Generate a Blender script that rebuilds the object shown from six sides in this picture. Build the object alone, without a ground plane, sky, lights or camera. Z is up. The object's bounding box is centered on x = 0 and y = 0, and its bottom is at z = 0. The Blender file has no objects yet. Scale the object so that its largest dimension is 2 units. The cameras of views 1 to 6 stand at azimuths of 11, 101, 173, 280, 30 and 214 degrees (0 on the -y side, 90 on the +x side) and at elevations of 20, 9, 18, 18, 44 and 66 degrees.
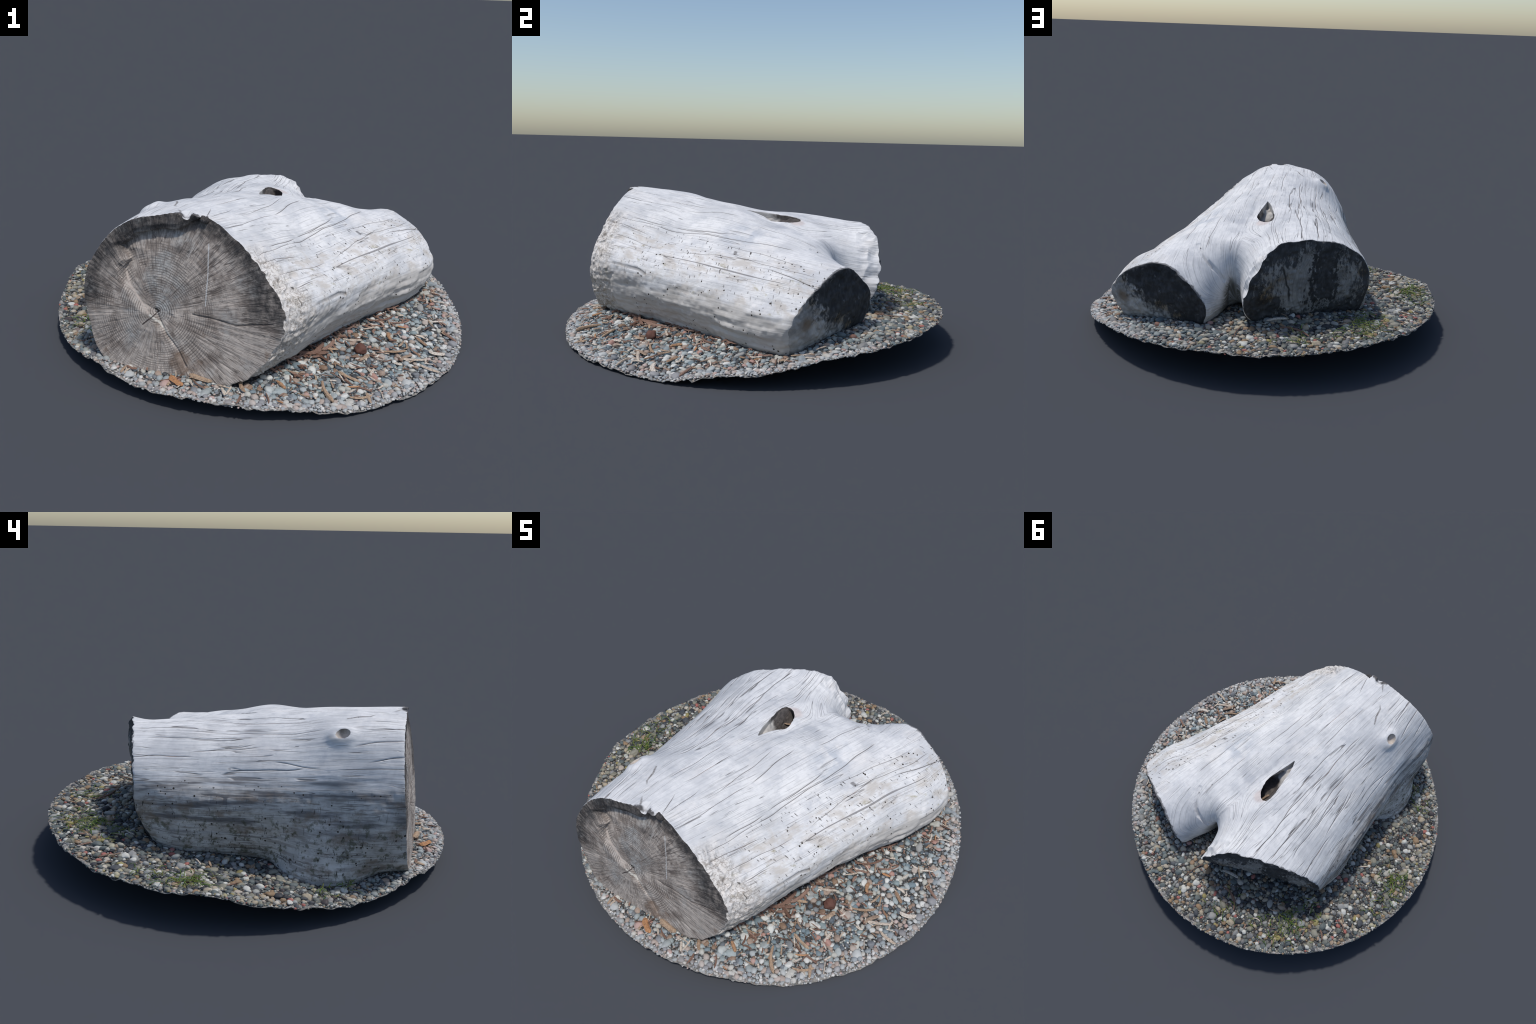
"""Weathered driftwood log with a forked end, lying in a round patch of beach gravel.

The log is a smooth union of two lofted limbs (trunk and side branch) plus a
root flare, cut by sawn planes; it is meshed with surface nets, refined and
pulled onto the field.  The gravel is a tilted disc bed with scattered stones.
"""
import bpy, bmesh, math, random
import numpy as np
from mathutils import Vector, Matrix, Euler

rng = np.random.default_rng(7)
random.seed(7)

# ------------------------------------------------------------------ log profile
# trunk: sections across y, radii (m) every 18 degrees round the heart line
TRUNK_Y = np.array([-.85, -.65, -.45, -.25, 0., .22, .40, .53, .66])
TRUNK_HEART = (-.18, .37)
# branch: sections along its own axis, radii every 22.5 degrees
BRANCH_S = np.array([-.80, -.55, -.3, -.05, .2, .4, .58, .78])
BRANCH_HEART = (.28, .25)
BRANCH_AXIS = (.48, .877)
RM = np.array([
    [0.361, 0.375, 0.371, 0.364, 0.380, 0.375, 0.375, 0.395, 0.408, 0.421, 0.398, 0.387, 0.415, 0.401, 0.378, 0.355, 0.339, 0.331, 0.329, 0.344],
    [0.418, 0.433, 0.398, 0.377, 0.368, 0.366, 0.364, 0.386, 0.392, 0.402, 0.433, 0.447, 0.447, 0.413, 0.383, 0.362, 0.350, 0.351, 0.366, 0.392],
    [0.449, 0.459, 0.419, 0.380, 0.357, 0.344, 0.350, 0.360, 0.358, 0.371, 0.390, 0.453, 0.448, 0.416, 0.390, 0.371, 0.363, 0.370, 0.391, 0.422],
    [0.449, 0.444, 0.401, 0.367, 0.336, 0.305, 0.299, 0.306, 0.322, 0.347, 0.383, 0.401, 0.412, 0.414, 0.400, 0.383, 0.374, 0.381, 0.402, 0.431],
    [0.432, 0.418, 0.377, 0.327, 0.290, 0.267, 0.266, 0.278, 0.301, 0.329, 0.378, 0.396, 0.425, 0.426, 0.408, 0.389, 0.380, 0.383, 0.399, 0.420],
    [0.405, 0.395, 0.350, 0.299, 0.269, 0.260, 0.257, 0.264, 0.284, 0.314, 0.367, 0.399, 0.447, 0.429, 0.406, 0.388, 0.379, 0.379, 0.387, 0.397],
    [0.366, 0.373, 0.313, 0.271, 0.246, 0.234, 0.241, 0.252, 0.274, 0.321, 0.348, 0.364, 0.390, 0.398, 0.390, 0.379, 0.374, 0.373, 0.374, 0.372],
    [0.341, 0.325, 0.287, 0.260, 0.234, 0.227, 0.220, 0.240, 0.270, 0.306, 0.324, 0.332, 0.346, 0.357, 0.361, 0.363, 0.365, 0.368, 0.368, 0.361],
    [0.330, 0.303, 0.287, 0.288, 0.252, 0.230, 0.221, 0.231, 0.258, 0.292, 0.308, 0.307, 0.309, 0.317, 0.329, 0.343, 0.354, 0.363, 0.367, 0.361],
])
RB = np.array([
    [0.306, 0.316, 0.351, 0.370, 0.368, 0.358, 0.349, 0.342, 0.335, 0.306, 0.264, 0.235, 0.223, 0.228, 0.248, 0.278],
    [0.337, 0.389, 0.375, 0.355, 0.362, 0.379, 0.386, 0.378, 0.361, 0.322, 0.271, 0.238, 0.226, 0.235, 0.263, 0.291],
    [0.318, 0.373, 0.328, 0.309, 0.361, 0.413, 0.422, 0.407, 0.380, 0.329, 0.273, 0.239, 0.230, 0.240, 0.261, 0.279],
    [0.318, 0.338, 0.300, 0.302, 0.366, 0.441, 0.438, 0.418, 0.381, 0.323, 0.267, 0.237, 0.234, 0.247, 0.266, 0.270],
    [0.320, 0.324, 0.283, 0.275, 0.311, 0.378, 0.428, 0.403, 0.358, 0.301, 0.254, 0.234, 0.237, 0.255, 0.280, 0.287],
    [0.340, 0.303, 0.259, 0.260, 0.274, 0.322, 0.376, 0.353, 0.311, 0.274, 0.244, 0.232, 0.239, 0.261, 0.291, 0.317],
    [0.332, 0.297, 0.261, 0.236, 0.242, 0.256, 0.289, 0.300, 0.291, 0.274, 0.245, 0.234, 0.240, 0.260, 0.292, 0.317],
    [0.275, 0.236, 0.212, 0.203, 0.213, 0.220, 0.214, 0.247, 0.281, 0.274, 0.250, 0.238, 0.241, 0.253, 0.269, 0.280],
])
FORK_BLEND = .05

def sstep(a, b, x):
    t = np.clip((x - a) / (b - a), 0, 1)
    return t * t * (3 - 2 * t)

# ------------------------------------------------------------------ value noise
_T = np.pad(np.random.default_rng(11).random((64, 64, 64)), (0, 1), mode="wrap").astype(np.float32).ravel()

def noise3(P, off=0.0):
    """smooth value noise in -1..1"""
    q = np.asarray(P + off)
    i = np.floor(q)
    t = (q - i).astype(np.float32)
    i = i.astype(np.int32) & 63
    t = t * t * (3 - 2 * t)
    k = (i[..., 0] * 65 + i[..., 1]) * 65 + i[..., 2]
    x, y, z = t[..., 0], t[..., 1], t[..., 2]
    def edge(o):
        a = _T[k + o]
        return a + (_T[k + o + 1] - a) * z
    def side(o):
        a = edge(o)
        return a + (edge(o + 65) - a) * y
    a = side(0)
    return 2. * (a + (side(65 * 65) - a) * x) - 1.

# ------------------------------------------------------------------ lofts
def along_weights(nodes, x):
    n = len(nodes)
    x = np.clip(x, nodes[0], nodes[-1])
    i = np.clip(np.searchsorted(nodes, x) - 1, 0, n - 2)
    h = nodes[i + 1] - nodes[i]
    t = (x - nodes[i]) / h
    im, ip = np.maximum(i - 1, 0), np.minimum(i + 2, n - 1)
    a = (t ** 3 - 2 * t ** 2 + t) * h / (nodes[i + 1] - nodes[im])
    b = (t ** 3 - t ** 2) * h / (nodes[ip] - nodes[i])
    return np.stack([im, i, i + 1, ip]), np.stack([-a, 2 * t ** 3 - 3 * t ** 2 + 1 - b, -2 * t ** 3 + 3 * t ** 2 + a, b])

def round_weights(n, th):
    u = (th / (2 * np.pi) * n) % n
    i = np.floor(u).astype(int)
    t = u - i
    w = np.stack([(-t + 2 * t * t - t ** 3) / 2, (2 - 5 * t * t + 3 * t ** 3) / 2, (t + 4 * t * t - 3 * t ** 3) / 2, (-t * t + t ** 3) / 2])
    return np.stack([(i - 1) % n, i % n, (i + 1) % n, (i + 2) % n]), w

def loft(R, nodes, u, a, b):
    iy, wy = along_weights(nodes, u)
    it, wt = round_weights(R.shape[1], np.arctan2(b, a))
    r = 0
    for p in range(4):
        for q in range(4):
            r = r + wy[p] * wt[q] * R[iy[p], it[q]]
    return np.hypot(a, b) - r

RIM = [(0.982,-0.16,.01),(1,.02,.05),(.96,.285,.075),(.889,.459,.118),(.779,.627,.133),(.58,.814,.152),(.385,.922,.165),(.182,.983,.165),(-.04,.999,.169),(-.231,.973,.174),(-.485,.874,.172),(-.7,.714,.157),(-.862,.507,.143),(-.945,.327,.148),(-.992,.125,.144),(-.998,-.064,.15),(-.978,-.209,.116),(-.942,-.337,.097),(-.889,-.457,.084),(-.757,-.653,.068),(-.58,-.814,.081),(-.34,-.941,.057),(-.07,-.997,.071),(.198,-.98,.057),(.294,-.956,.052),(.44,-.9,.038),(.55,-.835,.015),(.675,-.738,.018),(.8,-.6,.018),(.93,-.366,.015)]
INN = [(.27,.85,.17),(.7,.516,.144),(.155,.649,.165),(0,.613,.19),(.537,-.397,.062),(-.16,-.903,.081),(-.56,-.283,.09),(-.57,-.81,.097),(.489,-.834,.035),(.275,.85,.172),(.817,.367,.115),(.065,-.82,.075),(-.62,-.4,.07),(.745,.366,.126),(.496,.57,.175),(-.50,.30,.135),(-.50,.05,.12),(-.55,-.2,.09),(-.14,.72,.170),(-.21,.84,.162),(-.68,-.12,.09),(-.7,.02,.108),(.58,-.5,.05),(.93,-.25,.012),(.15,-.71,.098),(-.62,.45,.15),(-.55,.53,.16),(-.69,-.28,.092),(-.72,.58,.162),(.26,-.70,.086),(-.52,-.83,.10),(-.41,.51,.17),(.91,-.03,.058)]

# ------------------------------------------------------------------ gravel level: tilted dish through a few levels
LEVELS = np.array(RIM + INN)

def _tps(r):
    return np.where(r > 0, r ** 2 * np.log(r + 1e-12), 0)

_n = len(LEVELS)
_S = np.zeros((_n + 3, _n + 3))
_S[:_n, :_n] = _tps(np.hypot(LEVELS[:, None, 0] - LEVELS[None, :, 0], LEVELS[:, None, 1] - LEVELS[None, :, 1])) + .004 * np.eye(_n)
_S[:_n, _n] = 1
_S[:_n, _n + 1:] = LEVELS[:, :2]
_S[_n, :_n] = 1
_S[_n + 1:, :_n] = LEVELS[:, :2].T
_W = np.linalg.solve(_S, np.concatenate([LEVELS[:, 2], np.zeros(3)]))

def ground_exact(x, y):
    x, y = np.asarray(x, float), np.asarray(y, float)
    r = _W[_n] + _W[_n + 1] * x + _W[_n + 2] * y
    for k in range(_n):
        r = r + _W[k] * _tps(np.hypot(x - LEVELS[k, 0], y - LEVELS[k, 1]))
    return r

_GX = np.linspace(-1.1, 1.1, 111)
_GZ = ground_exact(*np.meshgrid(_GX, _GX, indexing="ij"))

def ground(x, y):
    u, v = (np.clip((np.asarray(t, float) + 1.1) / .02, 0, 109.999) for t in (x, y))
    i, j = u.astype(int), v.astype(int)
    a, b = u - i, v - j
    return (_GZ[i, j] * (1 - a) + _GZ[i + 1, j] * a) * (1 - b) + (_GZ[i, j + 1] * (1 - a) + _GZ[i + 1, j + 1] * a) * b

# ------------------------------------------------------------------ grain coordinates
# the grain fans out from the trunk's left edge into the side branch: PHI is an
# angle round the log that stays constant along a fibre, y runs along it
def grain_phi(P):
    x, y, z = P[..., 0], P[..., 1], P[..., 2]
    w = .82 + .56 * (y + .8)
    h = .74 - .105 * (y + .8)
    phi = np.degrees(np.arctan2((z - .2) / (h - .2), (x + .57) / (w / 2) - 1))
    # past the fork the trunk's inner side follows the trunk alone
    own = 37 + np.degrees(np.arctan2((z - .2) / .4, (x + .16) / .33))
    k = sstep(.22, .45, y) * sstep(-.14, .08, x) * sstep(.205, .185, x - .35 * (y - .45))
    return phi + k * (own - phi)

# drying cracks: (y start, phi start, y end, phi end, half width m)
CRACKS = [
    (-.76, 80.9, -.60, 90.0, .0030), (-.75, 80.5, -.52, 84.8, .0022), (-.76, 70.4, -.36, 73.4, .0022),
    (-.36, 73.4, -.04, 78.2, .0028), (-.73, 66.1, -.62, 66.7, .0025), (-.66, 52.5, -.41, 54.9, .0034),
    (-.41, 54.9, -.04, 59.6, .0030), (-.77, 50.2, -.48, 51.8, .0020), (-.50, 51.6, .30, 59.8, .0030),
    (-.79, 44.9, -.50, 43.6, .0024), (-.76, 36.0, -.40, 35.0, .0020), (-.74, 27.1, -.58, 28.8, .0025),
    (.17, 38.6, .46, 33.0, .0036), (-.08, 50.5, .33, 46.4, .0020), (.05, 42.0, .44, 40.0, .0020),
    (-.55, 93.0, -.24, 92.2, .0020), (-.50, 77.6, -.12, 83.4, .0020), (.04, 74.2, .42, 72.4, .0022),
    (-.57, 100.3, -.20, 100.9, .0022), (-.28, 106.9, .10, 108.4, .0025), (-.42, 121.9, .08, 122.3, .0024),
    (-.10, 112.1, .30, 112.9, .0022), (-.40, 112.0, .06, 113.5, .0026), (-.12, 125.1, .43, 126.7, .0022),
    (.18, 113.6, .55, 114.2, .0024), (.22, 119.5, .52, 119.8, .0024), (-.12, 128.7, .21, 134.8, .0022),
    (-.32, 36.1, .14, 43.8, .0020), (.30, 105.0, .60, 104.0, .0024), (.34, 98.0, .62, 97.0, .0020),
    (.01, 143.9, -.36, 141.3, .0024), (.17, 133.6, -.15, 130.5, .0024), (-.53, 131.5, -.78, 128.0, .0030),
    (.50, 137.0, .16, 136.0, .0026), (-.56, 122.1, -.78, 119.0, .0028), (.23, 126.9, -.06, 126.3, .0024),
    (-.18, 138.3, -.42, 141.7, .0024), (-.22, 125.1, -.36, 127.6, .0024), (-.60, 139.0, -.80, 137.0, .0026),
]
CRACKS = [(min(a, c), b if a < c else d, max(a, c), d if a < c else b, w) for a, b, c, d, w in CRACKS]

def wobble(y, k):
    return .40 * np.sin(y * 17 + 1.7 * k) + .15 * np.sin(y * 41 + 2.9 * k)

ARC = .0075          # metres of surface per degree of PHI, near enough

def crack_depth(P, phi):
    y = P[..., 1]
    straight = [phi - wobble(y, k) for k in range(5)]
    d = np.zeros(y.shape)
    for k, (y0, p0, y1, p1, w) in enumerate(CRACKS):
        on = (y > y0) & (y < y1)
        yy = y[on]
        off = np.abs(straight[k % 5][on] - p0 - (p1 - p0) * (yy - y0) / (y1 - y0)) * ARC
        taper = sstep(0, .06, np.minimum(yy - y0, y1 - yy))
        d[on] = np.maximum(d[on], taper * np.clip(1.4 - off / w, 0, 1) * w * .9)
    return d

def where(mask, P, f, gain=1.):
    """f evaluated only where the mask is on, times the mask"""
    out = np.zeros(mask.shape)
    on = mask > 1e-3
    if on.any():
        out[on] = np.minimum(mask[on] * gain, 1) * f(P[on])
    return out

def seg_dist(P, pts):
    best = None
    for a, b in zip(pts[:-1], pts[1:]):
        a, b = np.array(a), np.array(b)
        ab = b - a
        t = np.clip(((P - a) @ ab) / (ab @ ab), 0, 1)
        d = np.linalg.norm(P - a - t[..., None] * ab, axis=-1)
        best = d if best is None else np.minimum(best, d)
    return best

def signed_polyline(x, z, pts):
    """distance to an open polyline, positive on the left of its direction"""
    best = np.full(x.shape, 9.)
    sign = np.ones(x.shape)
    for (ax, az), (bx, bz) in zip(pts[:-1], pts[1:]):
        ux, uz = bx - ax, bz - az
        t = np.clip(((x - ax) * ux + (z - az) * uz) / (ux * ux + uz * uz), 0, 1)
        d = np.hypot(x - ax - t * ux, z - az - t * uz)
        s = np.sign(ux * (z - az) - uz * (x - ax))
        near = d < best - 1e-9
        best, sign = np.where(near, d, best), np.where(near, s, sign)
    return best * sign

def polygon_dist(x, y, pts):
    best = np.full(x.shape, 9.)
    inside = np.zeros(x.shape, bool)
    for (ax, ay), (bx, by) in zip(pts, pts[1:] + pts[:1]):
        ux, uy = bx - ax, by - ay
        t = np.clip(((x - ax) * ux + (y - ay) * uy) / (ux * ux + uy * uy), 0, 1)
        best = np.minimum(best, np.hypot(x - ax - t * ux, y - ay - t * uy))
        cross = ((ay > y) != (by > y)) & (x < ux * (y - ay) / (uy if abs(uy) > 1e-9 else 1e-9) + ax)
        inside ^= cross
    return np.where(inside, -best, best)

# front saw cut, and the broken shelf left on it
FRONT_N = np.array([-.085, -1., .135]) / 1.0126
FRONT_D = .8655 / 1.0126
SHELF = [(-.13, .715), (-.19, .672), (-.267, .667), (-.37, .636), (-.436, .578), (-.397, .528), (-.425, .488), (-.387, .418), (-.338, .357), (-.275, .327)]
HEART_SHAKE = [(-.275, .327), (-.229, .24), (-.18, .19), (-.14, .12)]
SIDE_SHAKE = [(-.12, .342), (-.03, .338), (.06, .325), (.13, .338), (.21, .352)]
# root flare running to the saw cut, and the collar between the two limbs: centre, radii, blend
FLARES = [((-.52, -.43, .06), (.14, .20, .14), .10), ((.195, .35, .388), (.12, .105, .150), .05)]
PITH = (-.275, .332)
TRUNK_END_N = np.array([-.308, .951, 0.])
BRANCH_END_N = np.array([.48, .877, 0.])
HOLLOW = [(-.015, -.061), (.004, -.012), (.023, .029), (.052, .085), (.060, .120), (.056, .165), (.047, .200), (.028, .228), (.008, .238), (-.012, .234), (-.026, .207), (-.031, .160), (-.031, .110), (-.030, .019), (-.025, -.025)]

def front_relief(P):
    x, z = P[..., 0], P[..., 2]
    s = -signed_polyline(x, z, SHELF + HEART_SHAKE[1:])            # + on the left / above the shelf
    big = sstep(.42, .56, z)
    proud = (.004 + .011 * sstep(.16, .40, z)) * sstep(.0, .03, s)
    sunk = (.004 + .024 * big) * np.exp(-np.abs(s) / .085)
    k = sstep(-.004, .004, s)
    r = -proud * k + sunk * (1 - k)
    r = r + .004 * np.clip(1 - seg_dist(np.stack([x, z], -1), SIDE_SHAKE) / .005, 0, 1)
    r = r + .007 * np.clip(1 - seg_dist(np.stack([x, z], -1), HEART_SHAKE) / .006, 0, 1)
    q = np.hypot(x - PITH[0], z - PITH[1])
    r = r + .004 * np.clip(1 - q / .016, 0, 1)
    th = np.arctan2(z - PITH[1], x - PITH[0])
    ring = np.stack([np.cos(th) * 9, np.sin(th) * 9, q * 90], -1)
    rays = np.stack([np.cos(th) * 40, np.sin(th) * 40, q * 4], -1)
    r = r + .0012 * noise3(ring) + .0016 * noise3(rays, 5.)
    return r

def round_max(a, b, k):
    h = np.clip(.5 + .5 * (a - b) / k, 0, 1)
    return a * h + b * (1 - h) + k * h * (1 - h)

def limbs(P):
    x, y, z = P[..., 0], P[..., 1], P[..., 2]
    fm = loft(RM, TRUNK_Y, y, x - TRUNK_HEART[0], z - TRUNK_HEART[1])
    s = x * BRANCH_AXIS[0] + y * BRANCH_AXIS[1]
    l = x * BRANCH_AXIS[1] - y * BRANCH_AXIS[0]
    fb = loft(RB, BRANCH_S, s, l - BRANCH_HEART[0], z - BRANCH_HEART[1])
    rough = .007 * noise3(P * 22) + .005 * noise3(P * 60, 3.)
    bulge = .035 * np.exp(-((x - .12) / .2) ** 2 - ((z - .45) / .15) ** 2)
    tip = sstep(.02, .14, x) * sstep(.30, .42, z)                       # chewed outer corner of the trunk end
    ea = P @ TRUNK_END_N - .572 - bulge + .9 * np.clip(.40 - z, 0, 1) ** 2 + rough + tip * (.016 * noise3(P * 30, 12.) + .004)
    eb = P @ BRANCH_END_N - .745 + 1.0 * np.clip(.36 - z, 0, 1) ** 2 + rough + .25 * np.clip(x - .74, 0, 1) + .15 * np.clip(.33 - x, 0, 1)
    return fm, fb, ea, eb

def field(P, detail=True, labels=False):
    x, y, z = P[..., 0], P[..., 1], P[..., 2]
    fm, fb, ea, eb = limbs(P)
    phi = grain_phi(P)
    if detail:
        a = np.radians(phi)
        grain = np.stack([np.cos(a) * 11, np.sin(a) * 11, y * 2.2], -1)
        fibre = np.stack([np.cos(a) * 45, np.sin(a) * 45, y * 5], -1)
        relief = .0035 * noise3(P * 9, 2.) + .0018 * noise3(grain) + .0008 * noise3(fibre, 9.)
        # torn and layered wood low on the branch side, gnawed corner by the saw cut
        low = sstep(35, 5, phi) * (phi > -120)
        relief = relief + where(low, P, lambda q: .006 * noise3(np.stack([q[:, 0] * 7 + q[:, 1] * 3, q[:, 1] * 5, q[:, 2] * 42], -1), 4.) + .006 * noise3(q * 11, 6.) + .003 * noise3(q * 50, 7.))
        gnaw = sstep(-.56, -.86, y) * sstep(62, 38, phi) * sstep(-40, 0, phi)
        relief = relief + where(gnaw, P, lambda q: sstep(.25, .6, sstep(-.56, -.86, q[:, 1]) + .33 * noise3(q * 12)) * (.014 * np.abs(noise3(q * np.array([32, 36, 32]), 1.)) + .006 * noise3(q * 22, 8.) + .004 * noise3(q * 75, 2.)), 3.)
        # worm eaten left flank
        left = sstep(146, 158, phi) + (phi < -120)
        relief = relief + where(left, P, lambda q: .0022 * noise3(q * 38, 3.) + .003 * np.clip(noise3(q * np.array([40, 75, 26]), 5.) - .35, 0, 1))
        relief = relief + crack_depth(P, phi)
        # chewed, splintered collar behind the outer corner of the trunk end
        chew = sstep(-.13, -.03, ea) * sstep(-.04, .05, x) * sstep(.25, .36, z) * (fm < fb + .05)
        relief = relief + where(chew, P, lambda q: .030 * np.abs(noise3(q * np.array([17, 14, 19]), 2.)) + .005 * noise3(q * 45, 4.) - .009)
    else:
        relief = 0
    # dents, knots, creases
    relief = relief + .015 * np.exp(-((x - .066) / .028) ** 2 - ((y - .07 - .6 * (x - .066)) / .062) ** 2) * (z > .4)
    kd = np.linalg.norm((P - np.array([-.400, -.486, .664])) / np.array([1, 1.25, 1]), axis=-1)
    relief = relief - .017 * np.exp(-((kd - .032) / .024) ** 2)
    relief = relief + .014 * sstep(.02, .002, seg_dist(P, [(.385, .36, .515), (.365, .42, .49), (.345, .455, .455), (.315, .476, .424), (.258, .475, .358)]))
    relief = relief + .006 * sstep(.005, .001, seg_dist(P, [(-.19, -.74, .745), (-.225, -.68, .742), (-.24, -.63, .735), (-.262, -.60, .725), (-.268, -.545, .72), (-.285, -.50, .715)]))
    relief = relief + .022 * sstep(.028, .004, seg_dist(P, [(-.15, -.80, .70), (-.165, -.74, .742)]))
    relief = relief + .006 * sstep(.012, .002, seg_dist(P, [(.346, -.715, .395), (.40, -.59, .385), (.43, -.50, .375), (.452, -.462, .360)]))
    worn = .007 + .055 * sstep(.30, .12, z)                               # blunt rims, rounder near the ground
    gm, gb = round_max(fm + relief, ea, worn), round_max(fb + relief, eb, worn)
    h = np.clip(.5 + .5 * (gb - gm) / FORK_BLEND, 0, 1)
    f = gb * (1 - h) + gm * h - FORK_BLEND * h * (1 - h)
    for (cx, cy, cz), (rx, ry, rz), k in FLARES:
        fr = (np.sqrt(((x - cx) / rx) ** 2 + ((y - cy) / ry) ** 2 + ((z - cz) / rz) ** 2) - 1) * min(rx, ry, rz) + relief
        hr = np.clip(.5 + .5 * (f - fr) / k, 0, 1)
        f = f * (1 - hr) + fr * hr - k * hr * (1 - hr)
    cut = P @ FRONT_N - FRONT_D + (front_relief(P) if detail else 0)
    g = np.maximum(f, cut)
    # hollow where the limbs meet, and the small knot
    pd = polygon_dist(x, y, HOLLOW)
    deep = sstep(-.02, .14, y + x) * sstep(-.035, .012, x - .12 * (y - .1))
    floor = .608 - .085 * deep + .010 * noise3(P * 40, 2.)
    hollow = np.maximum(pd - .30 * np.clip(.60 - z, 0, .06), floor - z)       # undercut below the lips
    g2 = np.maximum(g, -hollow)
    # cleft between the limbs, running in under the collar
    cx = x - .214 + .10 * (y - .44)
    cleft = (np.sqrt((cx / .020) ** 2 + ((y - .49) / .11) ** 2 + ((z - .17) / .215) ** 2) - 1) * .020
    hc = np.clip(.5 - .5 * (g2 + cleft) / .03, 0, 1)
    g2 = g2 * (1 - hc) - cleft * hc + .03 * hc * (1 - hc)
    knot = (np.linalg.norm((P - np.array([-.416, -.488, .700])) / np.array([.026, .035, .052]), axis=-1) - 1) * .022
    g2 = np.maximum(g2, -knot)
    sole = ground(x, y) - .012 - z
    out = np.maximum(g2, sole)
    if not labels:
        return out
    lab = np.zeros(x.shape, int)                                   # 0 trunk
    lab[(fb + .0 < fm) & (f > -1)] = 1                              # 1 branch
    lab[(ea > fm + relief) & (gm < gb + .0)] = 3                    # 3 trunk end
    lab[(eb > fb + relief) & (gb <= gm)] = 4                        # 4 branch end
    lab[(cut >= f) & (cut >= g2 - .001)] = 2                                               # 2 sawn face
    lab[-hollow >= g - 1e-4] = 5                                    # 5 hollow
    lab[-knot >= g - 1e-4] = 6                                      # 6 small knot
    return lab

# ------------------------------------------------------------------ meshing
def surface_nets(step):
    xs, ys, zs = np.arange(-.78, .96, step), np.arange(-.95, .80, step), np.arange(-.04, .84, step)
    X = np.stack(np.meshgrid(xs, ys, zs, indexing="ij"), -1)
    F = field(X, detail=False)
    s = F < 0
    nx, ny, nz = (n - 1 for n in F.shape)
    acc, cnt = np.zeros((nx, ny, nz, 3)), np.zeros((nx, ny, nz))
    def corner(a, o):
        return a[o[0]:o[0] + nx, o[1]:o[1] + ny, o[2]:o[2] + nz]
    cs = [(i, j, k) for i in (0, 1) for j in (0, 1) for k in (0, 1)]
    for p in cs:
        for ax in range(3):
            if p[ax]:
                continue
            q = tuple(p[m] + (m == ax) for m in range(3))
            a, b = corner(F, p), corner(F, q)
            cross = corner(s, p) != corner(s, q)
            t = np.where(cross, a / np.where(cross, a - b, 1), 0)
            pos = np.array(p, float) + t[..., None] * np.eye(3)[ax]
            acc += np.where(cross[..., None], pos, 0)
            cnt += cross
    on = cnt > 0
    idx = np.full(cnt.shape, -1)
    idx[on] = np.arange(on.sum())
    V = acc[on] / cnt[on][:, None] + np.argwhere(on)
    V = V * step + np.array([xs[0], ys[0], zs[0]])
    quads = []
    for ax in range(3):
        u, v = [(1, 2), (2, 0), (0, 1)][ax]
        lo, hi = [slice(None)] * 3, [slice(None)] * 3
        lo[ax], hi[ax] = slice(0, -1), slice(1, None)
        e = np.argwhere(s[tuple(lo)] != s[tuple(hi)])
        e = e[(e[:, u] > 0) & (e[:, v] > 0) & (e[:, u] < idx.shape[u]) & (e[:, v] < idx.shape[v])]
        flip = ~s[tuple(e.T)]
        du, dv = np.eye(3, dtype=int)[u], np.eye(3, dtype=int)[v]
        q = np.stack([idx[tuple((e - du - dv).T)], idx[tuple((e - dv).T)], idx[tuple(e.T)], idx[tuple((e - du).T)]], 1)
        q[flip] = q[flip][:, ::-1]
        quads.append(q)
    return V, np.vstack(quads)

def refine(V, Q):
    E = np.stack([Q, np.roll(Q, -1, 1)], -1).reshape(-1, 2)
    Es = np.sort(E, 1)
    key = Es[:, 0].astype(np.int64) * len(V) + Es[:, 1]
    u, first, inv = np.unique(key, return_index=True, return_inverse=True)
    mid = (V[Es[first, 0]] + V[Es[first, 1]]) / 2
    inv = inv.reshape(-1, 4) + len(V)
    cen = V[Q].mean(1)
    ci = np.arange(len(Q)) + len(V) + len(mid)
    W = np.vstack([V, mid, cen])
    N = np.vstack([np.stack([Q[:, k], inv[:, k], ci, inv[:, k - 1]], 1) for k in range(4)])
    return W, N

def pull(V, Q, steps, reach, detail=True):
    """move every vertex along the mesh normal onto the field"""
    for _ in range(steps):
        f = field(V, detail)
        V = V - np.clip(f, -reach, reach)[:, None] * vertex_normals(V, Q)
    return V

def vertex_normals(V, Q):
    n = np.cross(V[Q[:, 2]] - V[Q[:, 0]], V[Q[:, 3]] - V[Q[:, 1]])
    N = np.stack([sum(np.bincount(Q[:, k], n[:, ax], len(V)) for k in range(4)) for ax in range(3)], -1)
    return N / np.maximum(np.linalg.norm(N, axis=1, keepdims=True), 1e-12)

def relax(V, Q, share=.5):
    a = np.concatenate([Q[:, k] for k in range(4)] * 2)
    b = np.concatenate([Q[:, (k + 1) % 4] for k in range(4)] + [Q[:, (k - 1) % 4] for k in range(4)])
    cnt = np.bincount(a, minlength=len(V))
    acc = np.stack([np.bincount(a, V[b, ax], len(V)) for ax in range(3)], -1)
    return V + share * (acc / np.maximum(cnt, 1)[:, None] - V)

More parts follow.
